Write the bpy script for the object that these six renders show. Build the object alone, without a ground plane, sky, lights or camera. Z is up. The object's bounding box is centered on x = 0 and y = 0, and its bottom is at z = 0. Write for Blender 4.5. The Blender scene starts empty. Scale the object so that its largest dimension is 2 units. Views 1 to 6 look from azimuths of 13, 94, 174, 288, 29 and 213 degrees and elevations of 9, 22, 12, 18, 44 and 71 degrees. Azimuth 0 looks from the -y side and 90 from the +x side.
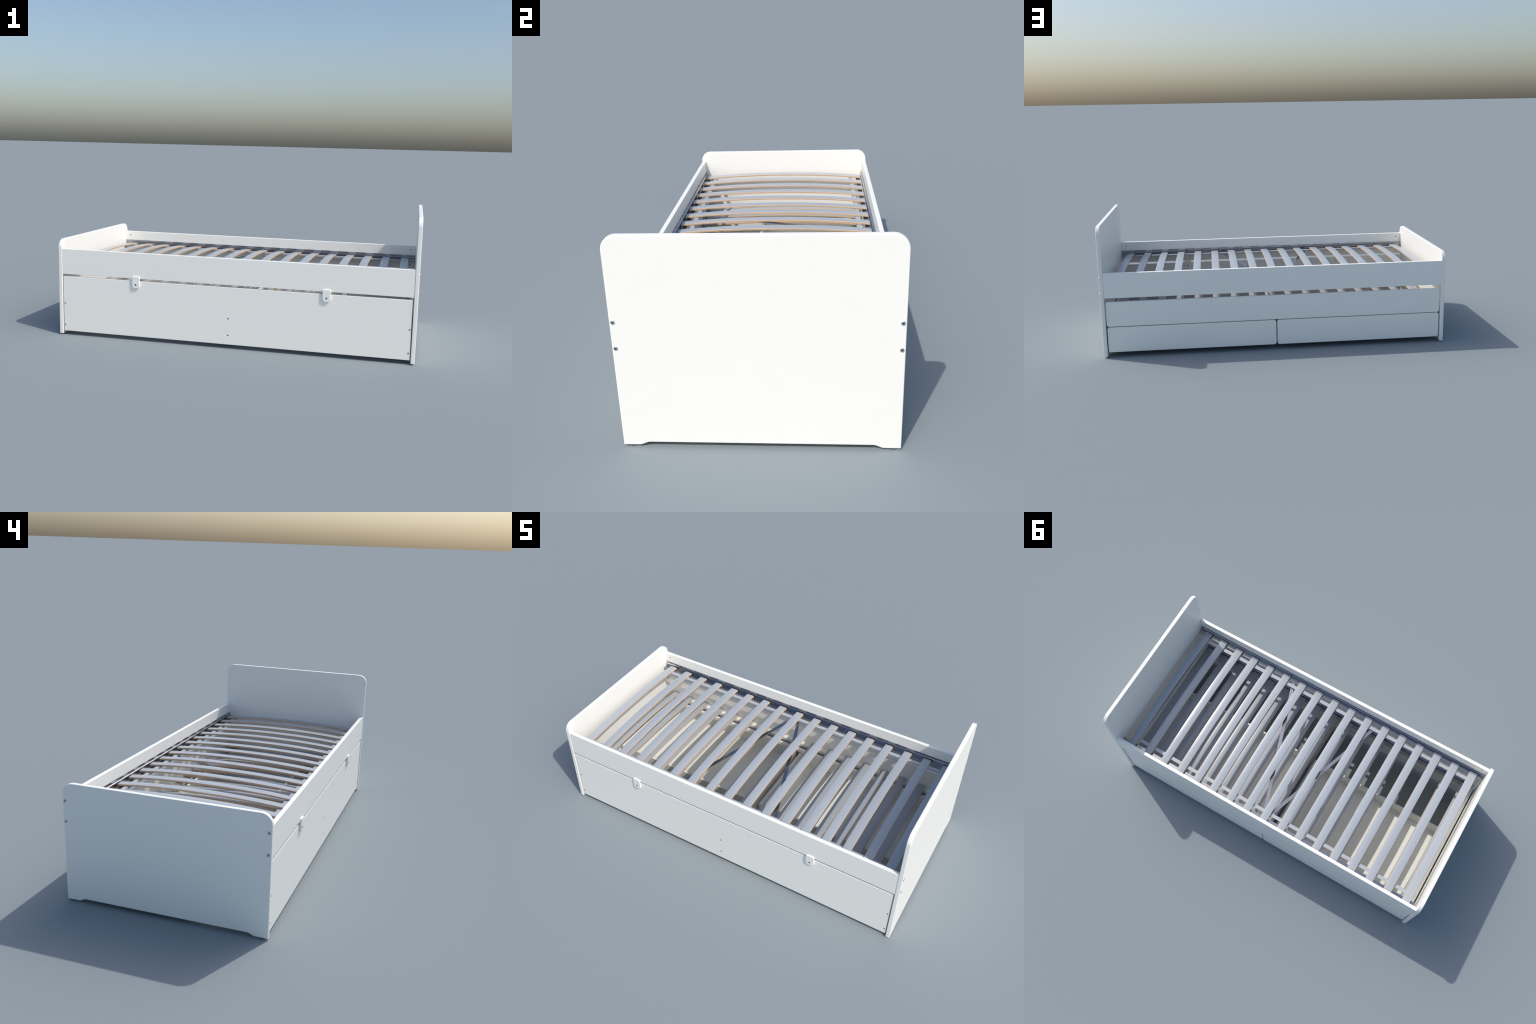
# Single bed with an open slatted base, a pull-out bed underneath and two drawers.
import bpy, bmesh, math
from mathutils import Vector, Matrix

# ------------------------------------------------------------------ sizes (m)
YC = 0.0025              # middle of the bed frame (the catches stick out at -y)
END_OUT, END_IN = 0.9968, 0.9752       # end boards: outer / inner face
END_HALF = 0.4655        # half width of the end boards
HEAD_Z, FOOT_Z = 0.7592, 0.5478
RAIL_OUT, RAIL_IN = 0.4635, 0.4438     # side rails, from YC
RAIL_Z0, RAIL_Z1 = 0.3507, 0.4952
SLAT_PITCH, SLAT_W, SLAT_T = 0.11375, 0.0462, 0.0085
N_SLATS = 17
UP_Z, UP_RISE, UP_HALF = 0.4185, 0.0195, 0.4315
LOW_Z, LOW_RISE, LOW_HALF, LOW_YC = 0.2170, 0.0195, 0.4305, 0.0060
BACK_OUT, BACK_IN = -0.4585, -0.4395   # pull-out bed: back panel
FRONT_OUT, FRONT_IN = 0.4600, 0.4420   # pull-out bed: front panel
PULL_X = 0.9705
END_BOARD_X0, END_BOARD_X1, END_BOARD_TOP = 0.9490, 0.9680, 0.2140

# ------------------------------------------------------------------ materials
def new_mat(name):
    m = bpy.data.materials.new(name); m.use_nodes = True
    nt = m.node_tree; nt.nodes.clear()
    out = nt.nodes.new("ShaderNodeOutputMaterial")
    b = nt.nodes.new("ShaderNodeBsdfPrincipled")
    nt.links.new(b.outputs[0], out.inputs[0])
    return m, nt, b

def noise_ramp(nt, c0, c1, scale, detail=3.0, stretch=(1, 1, 1), p0=0.35, p1=0.65):
    tc = nt.nodes.new("ShaderNodeTexCoord")
    mp = nt.nodes.new("ShaderNodeMapping"); mp.inputs["Scale"].default_value = stretch
    nz = nt.nodes.new("ShaderNodeTexNoise")
    nz.inputs["Scale"].default_value = scale; nz.inputs["Detail"].default_value = detail
    rp = nt.nodes.new("ShaderNodeValToRGB")
    rp.color_ramp.elements[0].position = p0; rp.color_ramp.elements[0].color = (*c0, 1)
    rp.color_ramp.elements[1].position = p1; rp.color_ramp.elements[1].color = (*c1, 1)
    nt.links.new(tc.outputs["Object"], mp.inputs[0]); nt.links.new(mp.outputs[0], nz.inputs["Vector"])
    nt.links.new(nz.outputs["Fac"], rp.inputs[0])
    return nz, rp

def add_bump(nt, b, nz, strength, dist):
    bp = nt.nodes.new("ShaderNodeBump")
    bp.inputs["Strength"].default_value = strength; bp.inputs["Distance"].default_value = dist
    nt.links.new(nz.outputs["Fac"], bp.inputs["Height"]); nt.links.new(bp.outputs[0], b.inputs["Normal"])

def painted(name, c0, c1, rough, spec=0.5):
    m, nt, b = new_mat(name)
    nz, rp = noise_ramp(nt, c0, c1, 9.0)
    nt.links.new(rp.outputs[0], b.inputs["Base Color"])
    b.inputs["Roughness"].default_value = rough
    b.inputs["Specular IOR Level"].default_value = spec
    return m

WHITE = painted("white_lacquer", (0.950, 0.942, 0.882), (0.956, 0.948, 0.888), 0.38)
DRAWER = painted("white_foil_board", (0.895, 0.900, 0.835), (0.905, 0.910, 0.845), 0.5)
CATCH = painted("white_plastic", (0.945, 0.955, 0.89), (0.955, 0.965, 0.90), 0.3)

def slat_top():
    m, nt, b = new_mat("slat_foil")
    nz, rp = noise_ramp(nt, (0.415, 0.450, 0.488), (0.428, 0.463, 0.501), 30.0, 4.0, (6, 0.5, 6))
    nt.links.new(rp.outputs[0], b.inputs["Base Color"])
    b.inputs["Roughness"].default_value = 0.25
    return m
FOIL = slat_top()

BAR = painted("grey_powder_coat", (0.43, 0.455, 0.49), (0.45, 0.475, 0.51), 0.38)

def ply():
    m, nt, b = new_mat("birch_layers")
    nz, rp = noise_ramp(nt, (0.57, 0.395, 0.25), (0.66, 0.475, 0.315), 40.0, 4.0, (2, 0.3, 14))
    nt.links.new(rp.outputs[0], b.inputs["Base Color"])
    b.inputs["Roughness"].default_value = 0.6
    return m
PLY = ply()

def metal(name, c0, c1, rough, bump):
    m, nt, b = new_mat(name)
    nz, rp = noise_ramp(nt, c0, c1, 140.0, 2.0)
    nt.links.new(rp.outputs[0], b.inputs["Base Color"])
    b.inputs["Metallic"].default_value = 1.0
    b.inputs["Roughness"].default_value = rough
    add_bump(nt, b, nz, bump, 0.0006)
    return m
ZINC = metal("galvanised_steel", (0.35, 0.36, 0.39), (0.43, 0.44, 0.47), 0.20, 0.14)
BOLT = metal("zinc_plated_bolt", (0.50, 0.52, 0.55), (0.60, 0.62, 0.65), 0.30, 0.05)
SCREW = metal("dark_steel_screw", (0.30, 0.33, 0.36), (0.36, 0.39, 0.42), 0.35, 0.05)
DARK = painted("dark_socket", (0.085, 0.098, 0.110), (0.105, 0.118, 0.130), 0.5)
GLIDE = painted("grey_felt_glide", (0.10, 0.10, 0.105), (0.14, 0.14, 0.145), 0.9)

# ------------------------------------------------------------------ helpers
ROOT = bpy.data.objects.new("pull_out_bed", None)
ROOT.empty_display_size = 0.2
bpy.context.scene.collection.objects.link(ROOT)
ROOT["label"] = "white single bed with slatted bases, pull-out bed and drawers"
ROOT["category"] = "bed"

def make(name, bm, mats, parent=ROOT, smooth=True, weighted=True):
    bmesh.ops.recalc_face_normals(bm, faces=bm.faces)
    me = bpy.data.meshes.new(name); bm.to_mesh(me); bm.free()
    for m in (mats if isinstance(mats, (list, tuple)) else [mats]):
        me.materials.append(m)
    if smooth:
        for p in me.polygons: p.use_smooth = True
        me.set_sharp_from_angle(angle=math.radians(28 if not weighted else 50))
    ob = bpy.data.objects.new(name, me)
    bpy.context.scene.collection.objects.link(ob)
    ob.parent = parent
    if smooth and weighted:
        w = ob.modifiers.new("weighted", 'WEIGHTED_NORMAL'); w.keep_sharp = True
    return ob

def copy_of(ob, loc=None, mat=None, parent=ROOT):
    c = ob.copy()                      # shares the mesh
    bpy.context.scene.collection.objects.link(c)
    c.parent = parent
    if loc is not None: c.location = loc
    if mat is not None: c.matrix_local = mat
    return c

def arc(cx, cy, r, a0, a1, n):
    return [(cx + r * math.cos(math.radians(a0 + (a1 - a0) * i / n)),
             cy + r * math.sin(math.radians(a0 + (a1 - a0) * i / n))) for i in range(n + 1)]

def plate_bm(outline, t0, t1, to3d, bevel=0.003, segs=3):
    """closed 2D outline (counter-clockwise) extruded between depths t0 and t1, its rims rounded"""
    n = len(outline)
    P = [Vector(p) for p in outline]
    area = sum(P[i].x * P[(i + 1) % n].y - P[(i + 1) % n].x * P[i].y for i in range(n))
    sgn = 1.0 if area > 0 else -1.0
    miter = []
    for i in range(n):
        a = (P[i] - P[i - 1]).normalized(); b = (P[(i + 1) % n] - P[i]).normalized()
        na = Vector((-a.y, a.x)) * sgn; nb = Vector((-b.y, b.x)) * sgn
        m = (na + nb).normalized()
        miter.append(m / max(0.5, m.dot(na)))
    steps = [(bevel * (1 - math.sin(k * math.pi / 2 / segs)), bevel * (1 - math.cos(k * math.pi / 2 / segs))) for k in range(segs + 1)]
    sd = 1 if t1 > t0 else -1
    levels = [(ins, t0 + sd * dep) for ins, dep in steps] + [(ins, t1 - sd * dep) for ins, dep in reversed(steps)]
    bm = bmesh.new()
    rings = [[bm.verts.new(to3d(*(P[i] + miter[i] * ins), t)) for i in range(n)] for ins, t in levels]
    bm.faces.new(rings[0]); bm.faces.new(list(reversed(rings[-1])))
    for k in range(len(rings) - 1):
        for i in range(n):
            bm.faces.new((rings[k][i], rings[k + 1][i], rings[k + 1][(i + 1) % n], rings[k][(i + 1) % n]))
    return bm

def box_bm(x0, x1, y0, y1, z0, z1, bevel=0.0015, segs=2, bm=None):
    own = bm is None
    if own: bm = bmesh.new()
    vs = [bm.verts.new((x, y, z)) for x in (x0, x1) for y in (y0, y1) for z in (z0, z1)]
    fs = [bm.faces.new([vs[i] for i in q]) for q in
          ((0, 1, 3, 2), (4, 6, 7, 5), (0, 4, 5, 1), (2, 3, 7, 6), (0, 2, 6, 4), (1, 5, 7, 3))]
    if bevel > 0:
        es = list({e for f in fs for e in f.edges})
        bmesh.ops.bevel(bm, geom=es, offset=bevel, segments=segs, profile=0.5, affect='EDGES', clamp_overlap=True)
    return bm

def profile_bm(pts, thick, x0, x1):
    """bent sheet: open (y,z) polyline with a thickness, run along x"""
    def offs(i):
        ds = []
        if i > 0: ds.append((Vector(pts[i]) - Vector(pts[i - 1])).normalized())
        if i < len(pts) - 1: ds.append((Vector(pts[i + 1]) - Vector(pts[i])).normalized())
        ns = [Vector((-d.y, d.x)) for d in ds]
        n = sum(ns, Vector((0, 0))).normalized()
        return n * (thick / max(0.4, n.dot(ns[0])))
    ring = [Vector(p) for p in pts] + [Vector(pts[i]) + offs(i) for i in reversed(range(len(pts)))]
    bm = bmesh.new()
    a = [bm.verts.new((x0, p.x, p.y)) for p in ring]
    b = [bm.verts.new((x1, p.x, p.y)) for p in ring]
    n = len(ring); m = len(pts)
    for i in range(n):
        bm.faces.new((a[i], b[i], b[(i + 1) % n], a[(i + 1) % n]))
    for i in range(m - 1):
        for s in (a, b):
            bm.faces.new((s[i], s[i + 1], s[n - 2 - i], s[n - 1 - i]))
    return bm

def bolt_bm(r, h, socket):
    """domed bolt head with a sunk hexagon socket; axis +z, base at z=0"""
    bm = bmesh.new(); N = 24
    prof = [(r, 0), (r, h * 0.45), (r * 0.93, h * 0.80), (r * 0.78, h), (socket * 1.12, h)]
    rings = [[bm.verts.new((p * math.cos(2 * math.pi * i / N), p * math.sin(2 * math.pi * i / N), z))
              for i in range(N)] for p, z in prof]
    def hexr(i):
        a = (2 * math.pi * i / N) % (math.pi / 3) - math.pi / 6
        return socket * math.cos(math.pi / 6) / math.cos(a)
    for z in (h, h * 0.25):
        rings.append([bm.verts.new((hexr(i) * math.cos(2 * math.pi * i / N), hexr(i) * math.sin(2 * math.pi * i / N), z))
                      for i in range(N)])
    for k in range(len(rings) - 1):
        for i in range(N):
            f = bm.faces.new((rings[k][i], rings[k][(i + 1) % N], rings[k + 1][(i + 1) % N], rings[k + 1][i]))
            f.material_index = 1 if k == len(rings) - 2 else 0
    f = bm.faces.new(rings[-1]); f.material_index = 1
    bm.faces.new(list(reversed(rings[0])))
    return bm

AXIS = {"+x": Matrix.Rotation(math.pi / 2, 4, 'Y'), "-x": Matrix.Rotation(-math.pi / 2, 4, 'Y'),
        "+y": Matrix.Rotation(-math.pi / 2, 4, 'X'), "-y": Matrix.Rotation(math.pi / 2, 4, 'X'),
        "+z": Matrix.Identity(4)}
def place(loc, axis): return Matrix.Translation(loc) @ AXIS[axis]

# ------------------------------------------------------------------ end boards
def end_board(name, top, x0, x1):
    h, r = END_HALF, 0.0485
    z0, zc = 0.0045, 0.0160                     # foot underside, arch underside
    o = [(h, z0)]
    o += [(h, top - r)] + arc(h - r, top - r, r, 0, 90, 14)[1:]
    o += arc(-h + r, top - r, r, 90, 180, 14) + [(-h, z0)]
    def ogee(s):                                # foot -> recessed underside
        f = [(0.4110 - 0.0380 * k / 12, 0.5 - 0.5 * math.cos(math.pi * k / 12)) for k in range(13)]
        return [(s * y, z0 + k * (zc - z0)) for y, k in f]
    o += ogee(-1) + list(reversed(ogee(1)))
    return make(name, plate_bm(o, x0, x1, lambda u, v, t: (t, YC + u, v), 0.0034, 3), WHITE)

head = end_board("headboard", HEAD_Z, END_IN, END_OUT)
foot = end_board("footboard", FOOT_Z, -END_OUT, -END_IN)

proto = None
for ob, sx, ax in ((head, 1, "+x"), (foot, -1, "-x")):
    for sy in (1, -1):
        for z in (0.4685, 0.3755):
            m = place((sx * (END_OUT - 0.0002), YC + sy * 0.4535, z), ax)
            if proto is None:
                proto = make("bolt", bolt_bm(0.0070, 0.0034, 0.0030), [BOLT, DARK], ob, weighted=False)
                proto.matrix_local = m
            else:
                copy_of(proto, mat=m, parent=ob)

glide = None
for ob, sx in ((head, 1), (foot, -1)):
    for sy in (1, -1):
        m = Matrix.Translation((sx * (END_OUT + END_IN) / 2, YC + sy * 0.438, 0.0))
        if glide is None:
            bm = bmesh.new()
            bmesh.ops.create_cone(bm, cap_ends=True, segments=24, radius1=0.0085, radius2=0.0095, depth=0.006,
                                  matrix=Matrix.Translation((0, 0, 0.003)))
            glide = make("glide", bm, GLIDE, ob, weighted=False); glide.matrix_local = m
        else:
            copy_of(glide, mat=m, parent=ob)

# ------------------------------------------------------------------ side rails
rails = []
for s in (1, -1):
    ya, yb = sorted((YC + s * RAIL_IN, YC + s * RAIL_OUT))
    rails.append(make("side_rail", box_bm(-END_IN, END_IN, ya, yb, RAIL_Z0, RAIL_Z1, 0.0022, 3), WHITE))

dot = None
def small_screw(loc, axis, parent):
    global dot
    m = place(loc, axis)
    if dot is None:
        dot = make("screw", bolt_bm(0.0043, 0.0012, 0.0021), [SCREW, DARK], parent, weighted=False)
        dot.matrix_local = m
        return dot
    return copy_of(dot, mat=m, parent=parent)

for rail, s, ax in ((rails[0], 1, "-y"), (rails[1], -1, "+y")):
    for sx in (1, -1):
        for z in (0.4697, 0.3770):
            small_screw((sx * 0.9425, YC + s * (RAIL_IN + 0.0002), z), ax, rail)

# bent steel ledges that carry the slats
def ledge(name, s, yc, wall, z_seat, drop, x_end, lip, width, up):
    d0 = yc + s * (wall - 0.0005)
    pts = [(d0, z_seat + up), (d0, z_seat + up * 0.62), (d0 - s * 0.0055, z_seat + up * 0.52),
           (d0 - s * 0.0055, z_seat), (d0 - s * width, z_seat - 0.0005), (d0 - s * width, z_seat - lip)]
    return make(name, profile_bm(pts, 0.0016 * (1 if s < 0 else -1), -x_end, x_end), ZINC, smooth=False)

for s in (1, -1):
    lg = ledge("support_rail", s, YC, RAIL_IN, 0.4035, 0, 0.9735, 0.0055, 0.0330, 0.0330)
    ax = "-y" if s > 0 else "+y"
    for x in (0.885, 0.785, 0.530, 0.188):
        for sx in (1, -1):
            small_screw((sx * x, YC + s * (RAIL_IN - 0.0022), 0.4295), ax, lg)
    for sx in (1, -1):
        small_screw((sx * 0.292, YC + s * 0.4325, 0.4045), "+z", lg)

# inner steel bars just below the slats, tied by two flat diagonal braces
for s in (1, -1):
    pts = [(YC + s * 0.3900, 0.4125), (YC + s * 0.3695, 0.4125), (YC + s * 0.3695, 0.4035)]
    make("frame_bar", profile_bm(pts, 0.0016 * (1 if s > 0 else -1), -0.905, 0.905), BAR, smooth=False)

def brace(p, q):
    p, q = Vector(p), Vector(q); d = (q - p).normalized(); n = Vector((-d.y, d.x, 0)); w = 0.0095
    bm = bmesh.new()
    tops, bots = [], []
    for pt, k in ((p, -1), (p, 1), (q, 1), (q, -1)):
        tops.append(bm.verts.new(pt + n * k * w)); bots.append(bm.verts.new(pt + n * k * w - Vector((0, 0, 0.002))))
    bm.faces.new(tops); bm.faces.new(list(reversed(bots)))
    for i in range(4): bm.faces.new((tops[i], bots[i], bots[(i + 1) % 4], tops[(i + 1) % 4]))
    return make("cross_brace", bm, ZINC, smooth=False)
for s in (1, -1):
    b = brace((s * 0.286, -0.402, 0.4035), (s * 0.0120, 0.404, 0.4035))
    small_screw((s * 0.149, 0.0, 0.4033), "+z", b)

# ------------------------------------------------------------------ slats
def slat_mesh(name, half, z_end, rise):
    """bowed plywood slat: arched along y, slightly domed across"""
    NY, dome = 32, 0.0019
    us = [-1.0, -0.945, -0.72, -0.48, -0.24, 0.0, 0.24, 0.48, 0.72, 0.945, 1.0]   # outer strips: rounded bare-wood edge
    NX = len(us) - 1
    bm = bmesh.new(); top, bot = [], []
    for j in range(NY + 1):
        t = -1 + 2 * j / NY
        y = t * half; zc = z_end + rise * (1 - abs(t) ** 2.2)
        rt, rb = [], []
        for u in us:
            edge = 0.0014 if abs(u) == 1.0 else 0.0
            rt.append(bm.verts.new((u * SLAT_W / 2, y, zc - dome * u * u - edge)))
            rb.append(bm.verts.new((u * SLAT_W / 2, y, zc - dome * 0.6 * u * u - SLAT_T + 0.4 * edge)))
        top.append(rt); bot.append(rb)
    for j in range(NY):
        for i in range(NX):
            f = bm.faces.new((top[j][i], top[j][i + 1], top[j + 1][i + 1], top[j + 1][i]))
            f.material_index = 1 if i in (0, NX - 1) else 0
            bm.faces.new((bot[j][i], bot[j + 1][i], bot[j + 1][i + 1], bot[j][i + 1]))
        for i in (0, NX):
            f = bm.faces.new((top[j][i], bot[j][i], bot[j + 1][i], top[j + 1][i])); f.material_index = 1
    for j in (0, NY):
        for i in range(NX):
            f = bm.faces.new((top[j][i], bot[j][i], bot[j][i + 1], top[j][i + 1])); f.material_index = 1
    for e in bm.edges:                     # keep the foil edge crisp
        if len({f.material_index for f in e.link_faces}) > 1: e.smooth = False
    return make(name, bm, [FOIL, PLY], weighted=False)

first = slat_mesh("slat", UP_HALF, UP_Z, UP_RISE)
for k in range(N_SLATS):
    loc = ((k - 8) * SLAT_PITCH, YC - 0.001, 0)
    if k == 0: first.location = loc
    else: copy_of(first, loc)

# ------------------------------------------------------------------ pull-out bed
back = make("back_panel", box_bm(-PULL_X, PULL_X, BACK_OUT, BACK_IN, 0.0205, 0.3378, 0.0020, 3), WHITE)
for x in (-0.9615, 0.9615):
    for z in (0.1822, 0.0580): small_screw((x, BACK_OUT + 0.0003, z), "-y", back)
for z in (0.1655, 0.0730): small_screw((0.0, BACK_OUT + 0.0003, z), "-y", back)

def rounded_front(name, x0, x1, z0, z1, parent=ROOT):
    r = 0.0130
    o = (arc(x1 - r, z0 + r, r, -90, 0, 8) + arc(x1 - r, z1 - r, r, 0, 90, 8) +
         arc(x0 + r, z1 - r, r, 90, 180, 8) + arc(x0 + r, z0 + r, r, 180, 270, 8))
    return make(name, plate_bm(o, FRONT_IN, FRONT_OUT, lambda u, v, t: (u, t, v), 0.0028, 3), WHITE, parent)
rounded_front("front_panel", -PULL_X, PULL_X + 0.0010, 0.1815, 0.3270)

for s in (1, -1):
    xa, xb = sorted((s * END_BOARD_X0, s * END_BOARD_X1))
    make("end_panel", box_bm(xa, xb, BACK_IN, FRONT_IN - 0.0005, 0.0300, END_BOARD_TOP, 0.0012, 2), WHITE)

for s in (1, -1):
    w = FRONT_IN if s > 0 else BACK_IN
    if s < 0:
        ledge("lower_support_rail", s, 0.0, -BACK_IN, 0.2020, 0, 0.948, 0.0055, 0.0262, 0.0330)
        continue
    ya, yb = sorted((w - s * 0.0002, w - s * 0.0330))
    make("lower_support_batten", box_bm(-0.948, 0.948, ya, yb, 0.1850, 0.2055, 0.0012, 2), WHITE)
    make("drawer_runner", box_bm(-0.946, 0.946, 0.3907, w - 0.0332, 0.1720, 0.1840, 0.0, 1), SCREW, smooth=False)
    make("drawer_rail", box_bm(-0.947, 0.947, 0.3760, 0.3905, 0.1640, 0.1900, 0.0035, 3), WHITE)
make("drawer_gap_filler", box_bm(-0.0375, 0.0375, -0.1175, 0.3650, 0.0225, 0.0600, 0.0, 1), WHITE)  # added block that closes the gap between the drawers, not a real slide
make("centre_partition", box_bm(-0.0170, 0.0170, BACK_IN + 0.0002, 0.3750, 0.0200, 0.1860, 0.0012, 2), WHITE)

low = slat_mesh("lower_slat", LOW_HALF, LOW_Z, LOW_RISE)
for k in range(N_SLATS):
    loc = ((k - 8) * SLAT_PITCH, LOW_YC, 0)
    if k == 0: low.location = loc
    else: copy_of(low, loc)

# two drawers
for s in (1, -1):
    xa, xb = sorted((s * 0.0395, s * 0.9330))
    y0, y1 = -0.1190, 0.4225
    t, zb, zt = 0.0115, 0.0305, 0.1610
    bm = bmesh.new()
    box_bm(xa, xa + t, y0, y1, zb, zt, 0.001, 2, bm)
    box_bm(xb - t, xb, y0, y1, zb, zt, 0.001, 2, bm)
    box_bm(xa + t, xb - t, y0, y0 + t, zb, zt, 0.001, 2, bm)
    box_bm(xa + t, xb - t, y1 - t, y1, zb, zt, 0.001, 2, bm)
    box_bm(xa + t - 0.001, xb - t + 0.001, y0 + t - 0.001, y1 - t + 0.001, zb + 0.024, zb + 0.0325, 0.0, 1, bm)
    d = make("drawer", bm, DRAWER)
    fa, fb = sorted((s * 0.0027, s * (PULL_X - 0.0010)))
    rounded_front("drawer_front", fa, fb, 0.0287, 0.1775, d)

# plastic catches clipped over the back panel, one plate outside and one inside
def catch_outline():
    wt, zt, zb = 0.0226, 0.0335, -0.0335
    r, rb = 0.0085, 0.0170
    o = arc(wt - r, zt - r, r, 0, 90, 6) + arc(-wt + r, zt - r, r, 90, 180, 6)
    o += [(-wt + 0.0004, 0.0)]
    o += arc(-0.0046, zb + rb, rb, 185, 270, 8) + arc(0.0046, zb + rb, rb, 270, 355, 8) + [(wt - 0.0004, 0.0)]
    return o
big = None
for s in (1, -1):
    cx, cz = s * 0.5300, 0.3305
    c = make("catch", plate_bm([(cx + u, cz + v) for u, v in catch_outline()], BACK_OUT - 0.0095, BACK_OUT + 0.0005,
                               lambda u, v, t: (u, t, v), 0.0026, 3), CATCH)
    i = make("catch_inner_plate", plate_bm([(cx + u, cz + v) for u, v in catch_outline()], BACK_IN - 0.0005, BACK_IN + 0.0065,
                               lambda u, v, t: (u, t, v), 0.0015, 2), CATCH, c)
    for y, ax in ((BACK_OUT - 0.0096, "-y"), (BACK_IN + 0.0066, "+y")):
        m = place((cx, y, cz - 0.0127), ax)
        if big is None:
            big = make("catch_hole_disc", bolt_bm(0.0050, 0.0007, 0.0040), [SCREW, DARK], c, weighted=False); big.matrix_local = m  # dark-centred disc set on the plate in place of its open hole
        else:
            copy_of(big, mat=m, parent=c)
